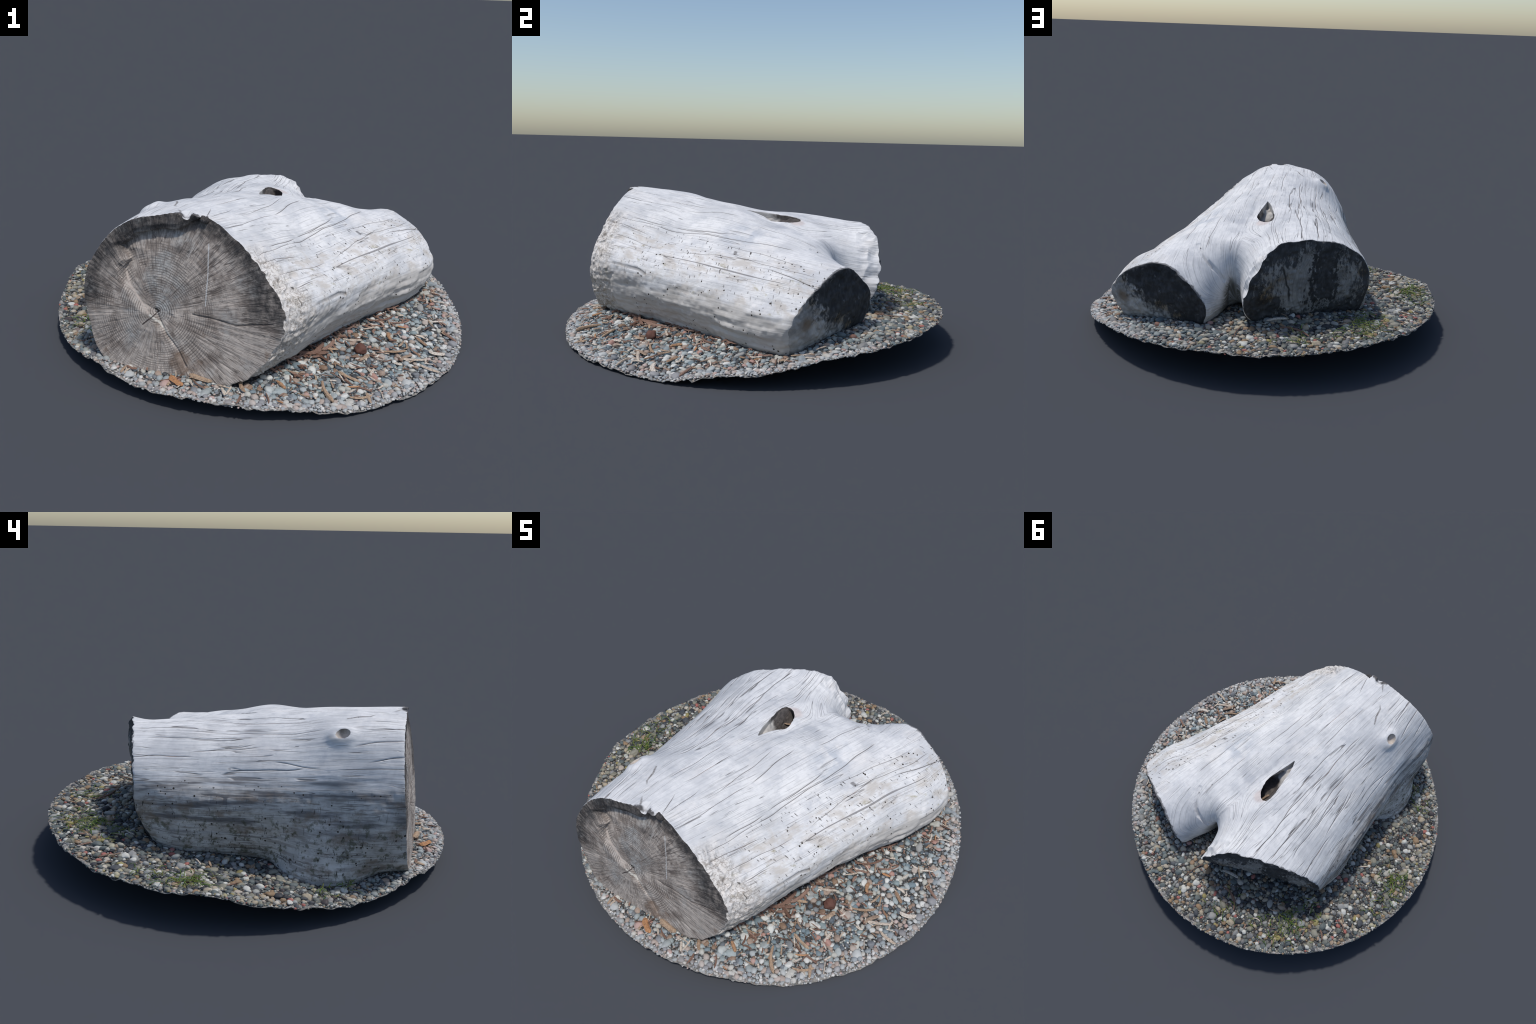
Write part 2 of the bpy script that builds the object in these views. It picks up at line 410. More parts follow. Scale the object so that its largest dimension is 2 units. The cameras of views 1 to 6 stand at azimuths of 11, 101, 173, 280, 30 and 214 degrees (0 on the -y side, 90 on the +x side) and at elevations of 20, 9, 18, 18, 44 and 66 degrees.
# ------------------------------------------------------------------ material helpers
class Tree:
    def __init__(self, name):
        self.mat = bpy.data.materials.new(name)
        self.mat.use_nodes = True
        self.nt = self.mat.node_tree
        self.nt.nodes.clear()
        self.out = self.add("ShaderNodeOutputMaterial")
        self.bsdf = self.add("ShaderNodeBsdfPrincipled")
        self.nt.links.new(self.bsdf.outputs[0], self.out.inputs[0])
        self.bsdf.inputs["Specular IOR Level"].default_value = .25

    def vm(self, op, *args):
        n = self.add("ShaderNodeVectorMath")
        n.operation = op
        for k, v in enumerate(args):
            self.put(n.inputs[3] if op == "SCALE" and k == 1 else n.inputs[k], v)
        return n.outputs["Value"] if op in ("DOT_PRODUCT", "LENGTH") else n.outputs["Vector"]

    def add(self, kind):
        return self.nt.nodes.new(kind)

    def put(self, socket, v):
        if isinstance(v, bpy.types.NodeSocket):
            self.nt.links.new(v, socket)
        else:
            socket.default_value = v

    def m(self, op, a, b=None, c=None, clamp=False):
        n = self.add("ShaderNodeMath")
        n.operation, n.use_clamp = op, clamp
        for k, v in enumerate((a, b, c)):
            if v is not None:
                self.put(n.inputs[k], v)
        return n.outputs[0]

    def addm(self, a, b): return self.m("ADD", a, b)
    def sub(self, a, b): return self.m("SUBTRACT", a, b)
    def mul(self, a, b): return self.m("MULTIPLY", a, b)
    def div(self, a, b): return self.m("DIVIDE", a, b)
    def absm(self, a): return self.m("ABSOLUTE", a)
    def mx(self, a, b): return self.m("MAXIMUM", a, b)
    def mn(self, a, b): return self.m("MINIMUM", a, b)

    def step(self, a, b, x):
        """smooth 0..1 ramp from a to b (a may exceed b)"""
        n = self.add("ShaderNodeMapRange")
        n.interpolation_type = "SMOOTHSTEP"
        lo, hi, t0, t1 = (a, b, 0., 1.) if a < b else (b, a, 1., 0.)
        self.put(n.inputs[0], x)
        for k, v in zip((1, 2, 3, 4), (lo, hi, t0, t1)):
            n.inputs[k].default_value = v
        return n.outputs[0]

    def xyz(self, x, y, z=0.):
        n = self.add("ShaderNodeCombineXYZ")
        for k, v in enumerate((x, y, z)):
            self.put(n.inputs[k], v)
        return n.outputs[0]

    def coord(self, which="Object"):
        n = self.add("ShaderNodeTexCoord")
        s = self.add("ShaderNodeSeparateXYZ")
        self.nt.links.new(n.outputs[which], s.inputs[0])
        return n.outputs[which], s.outputs[0], s.outputs[1], s.outputs[2]

    def place(self):
        n = self.add("ShaderNodeNewGeometry")
        s = self.add("ShaderNodeSeparateXYZ")
        self.nt.links.new(n.outputs["Position"], s.inputs[0])
        return n, s.outputs[0], s.outputs[1], s.outputs[2]

    def noise(self, vec, scale=1., detail=2., rough=.5, dist=0.):
        n = self.add("ShaderNodeTexNoise")
        self.put(n.inputs["Vector"], vec)
        n.inputs["Scale"].default_value = scale
        n.inputs["Detail"].default_value = detail
        n.inputs["Roughness"].default_value = rough
        n.inputs["Distortion"].default_value = dist
        return n.outputs[0]

    def cells(self, vec, scale, feature="F1", rand=1.):
        n = self.add("ShaderNodeTexVoronoi")
        n.feature = feature
        self.put(n.inputs["Vector"], vec)
        n.inputs["Scale"].default_value = scale
        n.inputs["Randomness"].default_value = rand
        return n

    def mix(self, fac, a, b):
        n = self.add("ShaderNodeMix")
        n.data_type = "RGBA"
        self.put(n.inputs[0], fac)
        for k, v in ((6, a), (7, b)):
            self.put(n.inputs[k], v if isinstance(v, bpy.types.NodeSocket) else (*v, 1.))
        return n.outputs[2]

    def ramp(self, fac, stops, interp="LINEAR"):
        n = self.add("ShaderNodeValToRGB")
        n.color_ramp.interpolation = interp
        el = n.color_ramp.elements
        while len(el) < len(stops):
            el.new(.5)
        for e, (p, c) in zip(el, stops):
            e.position, e.color = p, (*c, 1.)
        self.put(n.inputs[0], fac)
        return n.outputs[0]

    def bump(self, height, dist=.004, strength=1.):
        n = self.add("ShaderNodeBump")
        n.inputs["Strength"].default_value = strength
        n.inputs["Distance"].default_value = dist
        self.put(n.inputs["Height"], height)
        self.nt.links.new(n.outputs[0], self.bsdf.inputs["Normal"])

    def finish(self, colour, rough=.75):
        self.put(self.bsdf.inputs["Base Color"], colour)
        self.put(self.bsdf.inputs["Roughness"], rough)
        return self.mat

def segment(T, vec, a, b):
    """distance from a point to the segment a-b"""
    d = Vector(b) - Vector(a)
    ap = T.vm("SUBTRACT", vec, a)
    t = T.m("MULTIPLY", T.vm("DOT_PRODUCT", ap, d / d.length_squared), 1., clamp=True)
    return T.vm("LENGTH", T.vm("SUBTRACT", ap, T.vm("SCALE", d, t)))

def near_line(T, vec, pts, w, soft=.4):
    """1 close to a polyline in space, falling to 0 at distance w"""
    best = None
    for a, b in zip(pts[:-1], pts[1:]):
        d = segment(T, vec, a, b)
        best = d if best is None else T.mn(best, d)
    return T.step(w, w * soft, best)

def grain_nodes(T):
    """PHI (degrees), fibre coordinate arc (m) and y, as in grain_phi"""
    vec, x, y, z = T.coord()
    y8 = T.addm(y, .8)
    w = T.addm(.82, T.mul(.56, y8))
    h = T.sub(.54, T.mul(.105, y8))
    X = T.sub(T.div(T.addm(x, .57), T.mul(w, .5)), 1.)
    Z = T.div(T.sub(z, .2), h)
    phi = T.mul(T.m("ARCTAN2", Z, X), 57.2958)
    own = T.addm(37., T.mul(57.2958, T.m("ARCTAN2", T.mul(T.sub(z, .2), 2.5), T.mul(T.addm(x, .16), 1 / .33))))
    k = T.mul(T.mul(T.step(.22, .45, y), T.step(-.14, .08, x)), T.step(.205, .185, T.sub(x, T.mul(.35, T.sub(y, .45)))))
    phi = T.addm(phi, T.mul(k, T.sub(own, phi)))
    # the flank under the log continues past 180 degrees instead of wrapping
    phi = T.addm(phi, T.mul(360., T.m("LESS_THAN", phi, -110.)))
    return vec, x, y, z, phi, T.mul(phi, ARC)

# ------------------------------------------------------------------ wood
def wood_material():
    T = Tree("silvered_driftwood")
    vec, x, y, z, phi, arc = grain_nodes(T)
    # (arc, y) laid out flat; every fibre texture is a stretched copy of it
    sheet = T.xyz(arc, y, 0.)
    def fib(a, b, det=2., off=0., rough=.5, dist=0.):
        n = T.add("ShaderNodeMapping")
        T.put(n.inputs["Vector"], sheet)
        n.inputs["Scale"].default_value = (a, b, 1.)
        n.inputs["Location"].default_value = (0., 0., off)
        return T.noise(n.outputs[0], 1., det, rough, dist)
    # base: bleached silver white, bluish and warm clouds, fine fibre streaks
    cloud = T.noise(vec, 5., 4., .6)
    col = T.mix(T.step(.42, .66, cloud), (.745, .74, .74), (.575, .58, .595))
    col = T.mix(T.mul(.6, T.step(.50, .72, fib(9, 4, 3., 3., .6))), col, (.74, .71, .685))
    col = T.mix(T.mul(.42, T.step(.47, .70, fib(190, 9, 3., 1., .7))), col, (.40, .40, .41))
    col = T.mix(T.mul(.36, T.step(.50, .72, fib(60, 3.6, 5., 7., .65))), col, (.43, .435, .455))
    col = T.mix(T.mul(.36, T.step(.45, .68, T.noise(vec, 34., 5., .7))), col, (.50, .50, .52))
    col = T.mix(T.mul(.45, T.step(.54, .70, T.noise(vec, 11., 4., .65))), col, (.47, .485, .52))
    top = T.step(48, 66, phi)
    flank_r = T.mul(T.step(66, 46, phi), T.step(-80, -60, phi))
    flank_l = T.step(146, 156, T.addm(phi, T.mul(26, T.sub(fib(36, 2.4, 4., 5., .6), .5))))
    # grey weather flecks along the fibres, on the crown
    fleck = T.mul(T.step(.62, .74, fib(85, 19, 2., 11.)), T.step(.45, .62, T.noise(vec, 7., 2.)))
    col = T.mix(T.mul(T.mul(fleck, .48), T.mul(top, T.step(155, 140, phi))), col, (.33, .35, .38))
    # soft bluish stain between knot hollow and branch
    blot = T.m("SQRT", T.addm(T.m("POWER", T.div(T.sub(x, .33), .10), 2.), T.m("POWER", T.div(T.sub(y, .02), .16), 2.)))
    col = T.mix(T.mul(T.mul(T.step(1.2, .2, blot), .75), T.step(.35, .6, T.noise(vec, 14., 3.))), col, (.45, .48, .53))
    # tan and olive dirt on the branch side
    dirt = T.mul(T.step(.45, .63, fib(16, 8, 5., 2., .65)), T.mul(T.step(52, 40, phi), T.step(-12, 8, phi)))
    col = T.mix(T.mul(dirt, .55), col, (.45, .395, .335))
    moss = T.mul(T.step(.60, .72, fib(26, 16, 4., 8., .6)), T.mul(T.step(42, 34, phi), T.step(-5, 15, phi)))
    col = T.mix(T.mul(moss, .6), col, (.30, .27, .15))
    # lower branch flank: shade under the overhang painted in as grey-brown
    undercut_shade = T.step(15, 9, T.addm(phi, T.mul(30, T.sub(fib(9, 6, 4., 4., .6), .5))))
    undercut_shade = T.mul(undercut_shade, T.step(-110, -100, phi))
    col = T.mix(T.mul(undercut_shade, .75), col, T.mix(fib(60, 6, 4., 12.), (.34, .31, .28), (.66, .63, .59)))
    # left flank: darker grey wood with black streaks, mould and galleries
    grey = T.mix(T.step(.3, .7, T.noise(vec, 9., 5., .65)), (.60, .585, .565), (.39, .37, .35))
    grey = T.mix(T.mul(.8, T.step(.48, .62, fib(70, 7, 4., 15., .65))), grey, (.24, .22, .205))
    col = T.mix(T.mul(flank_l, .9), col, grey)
    streak = T.mul(T.step(.47, .63, fib(24, 2.2, 4., 21., .6)), T.mul(T.step(144, 150, phi), T.step(182, 168, phi)))
    col = T.mix(T.mul(streak, .8), col, (.085, .085, .095))
    brown = T.mul(T.step(.48, .64, fib(16, 7, 6., 31., .7)), T.step(148, 160, phi))
    col = T.mix(T.mul(brown, .7), col, (.20, .15, .11))
    mould = T.mul(T.step(.52, .62, T.noise(vec, 30., 6., .7)), T.step(158, 172, phi))
    col = T.mix(T.mul(mould, .75), col, (.09, .095, .06))
    gall = T.mul(T.step(.60, .66, fib(24, 70, 4., 2., .65, .8)), T.mul(T.step(150, 160, phi), T.step(.44, .52, T.noise(vec, 11., 2.))))
    col = T.mix(T.mul(gall, .9), col, (.045, .042, .035))
    # bore holes of woodworms
    v = T.cells(vec, 50.)
    sep = T.add("ShaderNodeSeparateColor")
    T.nt.links.new(v.outputs["Color"], sep.inputs[0])
    zone = T.mx(T.mul(T.mul(T.step(54, 46, phi), T.step(-30, -5, phi)), T.step(-.72, -.45, T.addm(y, T.mul(.3, T.sub(T.noise(vec, 6., 1.), .5))))), flank_l)
    hole = T.mul(T.m("LESS_THAN", v.outputs["Distance"], T.mul(.26, sep.outputs[1])), T.mul(T.m("GREATER_THAN", sep.outputs[0], .22), T.step(.35, .55, zone)))
    hole = T.mul(hole, T.step(.44, .50, T.noise(vec, 9., 2.)))
    # galleries across the grain on the branch side
    dash = T.mul(T.step(.69, .73, fib(34, 120, 1., 5.)), T.mul(T.step(56, 48, phi), T.step(10, 22, phi)))
    hole = T.mx(hole, T.mul(dash, .8))
    # gnawed corner behind the saw cut
    gnaw = T.mul(T.step(-.66, -.76, T.addm(y, T.mul(.12, T.sub(T.noise(vec, 10., 2.), .5)))), T.mul(T.step(62, 40, phi), T.step(-45, -20, phi)))
    worm = T.mx(T.step(.05, .0, T.absm(T.sub(T.noise(vec, 46., 3., .6), .5))), T.step(.60, .70, T.noise(vec, 34., 3., .6)))
    col = T.mix(T.mul(gnaw, .35), col, (.60, .53, .45))
    col = T.mix(T.mul(T.mul(gnaw, worm), .65), col, (.16, .125, .095))
    # fine checks: broken contour lines of fibre noise
    def checks(a, b, off, width, lo, hi):
        n = fib(a, b, 1., off)
        line = T.step(width, width * .3, T.absm(T.sub(n, .5)))
        return T.mul(line, T.step(lo, hi, fib(20, 5., 1., off + 3.)))
    fine = T.mx(checks(30, .62, 43., .0050, .46, .52), T.mul(.7, checks(60, 1.5, 50., .009, .52, .60)))
    left_fine = T.mul(checks(48, .9, 60., .013, .48, .56), T.mul(T.step(92, 104, phi), T.step(176, 160, phi)))
    fine = T.mx(T.mul(fine, T.step(14, 30, phi)), left_fine)
    # the long drying cracks (same course as the grooves in the mesh)
    crack = None
    waves = [T.addm(T.mul(.40, T.m("SINE", T.m("MULTIPLY_ADD", y, 17., 1.7 * k))), T.mul(.15, T.m("SINE", T.m("MULTIPLY_ADD", y, 41., 2.9 * k)))) for k in range(5)]
    straight = [T.sub(phi, wv) for wv in waves]
    for k, (y0, p0, y1, p1, w) in enumerate(CRACKS):
        s = (p1 - p0) / (y1 - y0)
        off = T.absm(T.sub(straight[k % 5], T.m("MULTIPLY_ADD", y, s, p0 - s * y0)))
        half = (y1 - y0) / 2
        c = T.mul(T.step(half, half - .06, T.absm(T.sub(y, y0 + half))), T.step(.65 * w / ARC, .25 * w / ARC, off))
        crack = c if crack is None else T.mx(crack, c)
    wob_rust = T.step(.55, .75, T.noise(vec, 6., 2.))
    dark = T.mix(wob_rust, (.075, .065, .062), (.19, .105, .06))
    col = T.mix(T.mul(fine, .72), col, (.13, .12, .12))
    col = T.mix(T.mul(crack, .88), col, dark)
    col = T.mix(hole, col, (.05, .042, .035))
    # black fungus creeping over the rims of the two far cuts
    s_b = T.sub(T.addm(T.mul(x, BRANCH_END_N[0]), T.mul(y, BRANCH_END_N[1])), .738)
    s_a = T.sub(T.addm(T.mul(x, TRUNK_END_N[0]), T.mul(y, TRUNK_END_N[1])), .556)
    ragged = T.mul(.050, T.sub(T.noise(vec, 30., 4., .7), .5))
    fungus = T.mx(T.mul(T.step(-.006, .004, T.addm(s_b, ragged)), T.step(.30, .34, x)), T.mul(T.step(.010, .018, T.addm(s_a, ragged)), T.m("LESS_THAN", x, -.02)))
    col = T.mix(T.mul(fungus, .8), col, (.05, .05, .055))
    ragn = T.mul(.028, T.sub(T.noise(vec, 38., 3., .7), .5))
    rough_xyz = T.vm("ADD", T.xyz(x, y, z), T.xyz(ragn, ragn, ragn))
    vec3 = T.xyz(x, y, z)
    torn = near_line(T, rough_xyz, [(-.20, -.765, .735), (-.165, -.75, .742), (-.12, -.765, .735)], .020, .5)
    split = near_line(T, vec3, [(-.19, -.74, .745), (-.225, -.68, .742), (-.24, -.63, .735), (-.262, -.60, .725), (-.268, -.545, .72), (-.285, -.50, .715)], .0075)
    ledge = near_line(T, vec3, [(.346, -.715, .395), (.40, -.59, .385), (.43, -.50, .375), (.452, -.462, .360)], .012)
    crease = near_line(T, vec3, [(.385, .36, .515), (.365, .42, .49), (.345, .455, .455), (.315, .476, .424)], .010)
    col = T.mix(T.mul(torn, .9), col, (.045, .04, .04))
    col = T.mix(T.mul(T.mx(split, T.mul(ledge, .55)), .8), col, (.085, .07, .06))
    col = T.mix(T.mul(crease, .45), col, (.25, .25, .26))
    # dark olive patch in the cleft between the limbs
    cl = near_line(T, rough_xyz, [(.205, .46, .14), (.205, .45, .27)], .105, .35)
    col = T.mix(T.mul(cl, T.mul(.8, T.step(.36, .56, fib(40, 9, 4., 17., .65)))), col, (.10, .095, .06))
    kr = T.m("SQRT", T.addm(T.addm(T.m("POWER", T.addm(x, .405), 2.), T.m("POWER", T.mul(T.addm(y, .485), .7), 2.)), T.m("POWER", T.sub(z, .66), 2.)))
    col = T.mix(T.mul(.7, T.mul(T.step(.046, .036, kr), T.step(.668, .655, z))), col, (.74, .68, .62))
    # pinkish rim of the hollow
    ring = T.m("SQRT", T.addm(T.m("POWER", T.sub(x, .035), 2.), T.m("POWER", T.sub(y, .225), 2.)))
    col = T.mix(T.mul(.4, T.step(.05, .025, ring)), col, (.50, .36, .31))
    hgt = T.addm(T.mul(.5, fib(130, 9, 3., 1., .65)), T.mul(-1.4, T.mx(fine, hole)))
    T.bump(hgt, .004, .7)
    return T.finish(col, .8)

def face_radial(T, u, v, cu, cv):
    du, dv = T.sub(u, cu), T.sub(v, cv)
    r = T.m("SQRT", T.addm(T.mul(du, du), T.mul(dv, dv)))
    th = T.m("ARCTAN2", dv, du)
    return r, th, T.m("COSINE", th), T.m("SINE", th)

def sawn_face_material():
    T = Tree("grey_end_grain")
    vec, x, y, z = T.coord()
    r, th, c, s = face_radial(T, x, z, *PITH)
    base = T.mix(T.step(.35, .65, T.noise(vec, 9., 5., .6)), (.54, .475, .425), (.385, .345, .315))
    base = T.mix(T.mul(.6, T.step(.5, .7, T.noise(vec, 6., 3.))), base, (.41, .44, .45))
    base = T.mix(T.mul(.7, T.step(.46, .62, T.noise(vec, 16., 5., .65))), base, (.235, .195, .17))
    base = T.mix(T.mul(.55, T.step(.46, .66, T.noise(vec, 42., 5., .7))), base, (.22, .19, .17))
    # silvery sapwood low on the face
    low = T.step(.42, .16, z)
    base = T.mix(T.mul(.55, T.mul(low, T.step(.4, .6, T.noise(vec, 7., 4.)))), base, (.58, .52, .47))
    # annual rings and rays
    wob = T.mul(.016, T.noise(vec, 7., 2.))
    ring = T.step(.35, .85, T.m("SINE", T.mul(T.addm(r, wob), 640.)))
    ring = T.mul(ring, T.mul(T.step(.40, .56, T.noise(vec, 13., 3.)), T.step(.36, .20, r)))
    rays = T.step(.030, .006, T.absm(T.sub(T.noise(T.xyz(T.mul(c, 17.), T.mul(s, 17.), T.mul(r, 5.)), 1., 2.), .5)))
    rays = T.mul(rays, T.step(.40, .55, T.noise(vec, 8., 2.)))
    rays2 = T.mul(T.step(.05, .01, T.absm(T.sub(T.noise(T.xyz(T.mul(c, 42.), T.mul(s, 42.), T.mul(r, 9.)), 1., 2.), .5))), T.step(.08, .14, r))
    lines = T.mx(T.mul(ring, .75), T.mx(T.mul(rays, .8), T.mul(rays2, .5)))
    col = T.mix(T.mul(lines, .9), base, (.075, .06, .055))
    # black weathering round the upper rim
    ex, ez = T.div(T.addm(x, .17), .415), T.div(T.sub(z, .40), .335)
    er = T.m("SQRT", T.addm(T.mul(ex, ex), T.mul(ez, ez)))
    tone = T.addm(er, T.mul(.34, T.sub(T.noise(vec, 8., 5., .65), .5)))
    right = T.step(.74, .94, T.addm(tone, T.mul(.12, T.step(-.1, .1, x))))
    upper = T.mul(T.step(.26, .40, T.addm(z, T.mul(.12, T.sub(T.noise(vec, 6., 3.), .5)))), right)
    tex = T.step(.34, .60, T.noise(T.xyz(T.mul(c, 9.), T.mul(s, 9.), T.mul(r, 30.)), 1., 6., .75))
    col = T.mix(T.mul(upper, T.addm(.50, T.mul(.46, tex))), col, (.035, .034, .036))
    blot = T.mul(T.step(.56, .68, T.noise(vec, 11., 5., .7)), T.step(.25, .5, z))
    col = T.mix(T.mul(blot, .6), col, (.06, .058, .06))
    brown = T.mul(T.step(.56, .70, T.noise(vec, 10., 4., .6)), low)
    col = T.mix(T.mul(brown, .7), col, (.15, .10, .07))
    # pale chipped heart shake and pale saw scratch
    flat = T.xyz(x, z, 0.)
    chew = T.sub(T.noise(vec, 40., 3.), .5)
    def near(pts, w):
        best = None
        for p, r_ in zip(pts[:-1], pts[1:]):
            d = segment(T, flat, (*p, 0.), (*r_, 0.))
            best = d if best is None else T.mn(best, d)
        return T.step(w, w * .4, T.addm(best, T.mul(w * .9, chew)))
    col = T.mix(T.mul(.85, near([(-.412, .47), (-.392, .42), (-.342, .36), (-.30, .315)], .005)), col, (.46, .40, .36))
    col = T.mix(T.mul(.8, near([(-.30, .315), (-.255, .285), (-.205, .225)], .006)), col, (.62, .60, .55))
    col = T.mix(T.mul(.8, near([(-.068, .63), (-.064, .50), (-.068, .385)], .0035)), col, (.60, .60, .60))
    col = T.mix(T.mul(.95, near([(-.280, .340), (-.266, .333)], .005)), col, (.02, .017, .015))
    col = T.mix(T.mul(.9, near([(-.33, .272), (-.262, .335)], .0035)), col, (.04, .03, .03))
    col = T.mix(T.mul(.6, near(SIDE_SHAKE, .0028)), col, (.04, .03, .03))
    T.bump(T.mul(-1., lines), .003, .6)
    return T.finish(col, .8)

def far_end_material(name, centre, axis_u, pale):
    """black, mould covered end grain; pale gives how much bare wood is left"""
    T = Tree(name)
    vec, x, y, z = T.coord()
    u = T.addm(T.mul(x, axis_u[0]), T.mul(y, axis_u[1]))
    r, th, c, s = face_radial(T, u, z, *centre)
    wood = T.mix(T.step(.3, .7, T.noise(vec, 12., 5., .65)), (.50, .48, .455), (.24, .23, .22))
    wood = T.mix(T.step(.60, .72, T.noise(vec, 7., 4.)), wood, (.26, .19, .11))
    radial = T.step(.36, .66, T.noise(T.xyz(T.mul(u, 46.), T.mul(z, 22.), T.mul(r, 14.)), 1., 6., .72))
    black = T.mix(T.mul(radial, T.step(.3, .6, T.noise(vec, 20., 3.))), (.018, .019, .022), (.060, .062, .068))
    black = T.mix(T.mul(.7, T.step(.62, .74, T.noise(vec, 30., 4., .6))), black, (.16, .165, .17))
    edge = T.addm(T.noise(vec, 5.5, 5., .65), T.mul(.30, T.sub(radial, .5)))
    return T, wood, black, edge, u, z, r, vec, c, s

def branch_end_material():
    T, wood, black, edge, u, z, r, vec, c, s = far_end_material("black_branch_end", (.42, .22), (.877, -.48), .4)
    # bare wood low and outward, black above a slanting line
    slant = T.addm(T.mul(T.sub(z, .235), 6.0), T.mul(T.sub(.33, u), 3.2))
    k = T.mul(.95, T.step(.36, .66, T.addm(edge, T.mul(slant, .55))))
    stain = T.m("SQRT", T.addm(T.m("POWER", T.sub(u, .49), 2.), T.m("POWER", T.sub(z, .25), 2.)))
    wood = T.mix(T.mul(.7, T.step(.05, .01, stain)), wood, (.16, .10, .05))
    col = T.mix(k, wood, black)
    T.bump(T.noise(vec, 60., 4.), .003, .5)
    return T.finish(col, .85)

def trunk_end_material():
    T, wood, black, edge, u, z, r, vec, c, s = far_end_material("black_trunk_end", (-.19, .36), (.951, .308), .4)
    eu, ez = T.div(T.addm(u, .03), .33), T.div(T.sub(z, .37), .22)
    er = T.m("SQRT", T.addm(T.mul(eu, eu), T.mul(ez, ez)))
    core = T.m("SQRT", T.addm(T.m("POWER", T.div(T.addm(u, .10), .10), 2.), T.m("POWER", T.div(T.sub(z, .40), .19), 2.)))
    k = T.mx(T.step(.55, .95, T.addm(er, T.mul(1.5, T.sub(edge, .5)))), T.step(1.05, .75, T.addm(core, T.mul(3.2, T.sub(edge, .5)))))
    k = T.mx(T.mul(k, .93), .34)
    col = T.mix(k, wood, black)
    ring = T.step(.5, .95, T.m("SINE", T.mul(T.addm(r, T.mul(.03, T.noise(vec, 8., 2.))), 240.)))
    col = T.mix(T.mul(.18, ring), col, (.03, .03, .033))
    crackx = T.absm(T.sub(T.addm(u, T.mul(.05, T.sub(T.noise(vec, 9., 2.), .5))), T.addm(.125, T.mul(.25, T.sub(z, .37)))))
    col = T.mix(T.mul(.8, T.mul(T.step(.007, .002, crackx), T.mul(T.step(.24, .30, z), T.step(.52, .45, z)))), col, (.010, .010, .012))
    T.bump(T.noise(vec, 60., 4.), .003, .5)
    return T.finish(col, .85)

def hollow_material():
    T = Tree("hollow_wood")
    vec, x, y, z = T.coord()
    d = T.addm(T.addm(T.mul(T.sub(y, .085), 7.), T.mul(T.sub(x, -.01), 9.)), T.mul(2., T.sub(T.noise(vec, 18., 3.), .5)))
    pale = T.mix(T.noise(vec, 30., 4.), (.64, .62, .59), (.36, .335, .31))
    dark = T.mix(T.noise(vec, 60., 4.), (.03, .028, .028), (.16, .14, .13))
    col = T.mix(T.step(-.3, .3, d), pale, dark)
    T.bump(T.noise(vec, 60., 3.), .004, .5)
    return T.finish(col, .85)

def knot_material():
    T = Tree("knot_wood")
    vec, x, y, z = T.coord()
    plug = T.step(-.388, -.402, T.addm(x, T.mul(.012, T.sub(T.noise(vec, 80., 3.), .5))))
    col = T.mix(plug, T.mix(T.noise(vec, 60., 4.), (.30, .26, .22), (.14, .12, .10)), T.mix(T.noise(vec, 90., 4.), (.60, .55, .50), (.40, .35, .31)))
    return T.finish(col, .85)

# ------------------------------------------------------------------ stones, chips, weed
def stone_material(name="beach_stone"):
    T = Tree(name)
    geo, x, y, z = T.place()
    info = T.add("ShaderNodeObjectInfo")
    rnd = T.m("FRACT", T.addm(T.mul(geo.outputs["Random Per Island"], 13.37), T.mul(info.outputs["Random"], 7.91)))
    rnd2 = T.m("FRACT", T.mul(rnd, 57.31))
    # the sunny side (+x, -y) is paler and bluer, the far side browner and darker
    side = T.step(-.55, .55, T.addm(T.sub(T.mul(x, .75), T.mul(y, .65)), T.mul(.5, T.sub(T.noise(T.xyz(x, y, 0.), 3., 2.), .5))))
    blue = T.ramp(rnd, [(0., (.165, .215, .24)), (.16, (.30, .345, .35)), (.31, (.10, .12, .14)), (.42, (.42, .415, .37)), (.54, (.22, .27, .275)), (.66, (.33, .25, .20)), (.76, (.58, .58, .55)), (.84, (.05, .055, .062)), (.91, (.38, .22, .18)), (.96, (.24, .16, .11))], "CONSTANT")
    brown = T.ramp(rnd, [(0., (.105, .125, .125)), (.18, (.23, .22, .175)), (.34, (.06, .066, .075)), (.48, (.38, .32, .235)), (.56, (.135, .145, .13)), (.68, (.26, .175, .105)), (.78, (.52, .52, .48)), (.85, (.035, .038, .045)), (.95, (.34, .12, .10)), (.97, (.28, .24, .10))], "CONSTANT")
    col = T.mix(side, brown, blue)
    n = T.noise(T.xyz(T.addm(x, T.mul(rnd2, 9.)), y, z), 90., 4., .6)
    col = T.mix(T.mul(.22, T.step(.4, .7, n)), col, (.13, .12, .11))
    col = T.mix(T.mul(.40, T.step(.6, 1., rnd2)), col, (.62, .61, .58))
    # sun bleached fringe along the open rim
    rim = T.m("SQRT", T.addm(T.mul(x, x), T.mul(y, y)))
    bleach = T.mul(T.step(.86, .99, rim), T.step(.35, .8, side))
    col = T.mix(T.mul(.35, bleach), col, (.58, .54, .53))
    T.bump(n, .002, .5)
    return T.finish(col, .6)

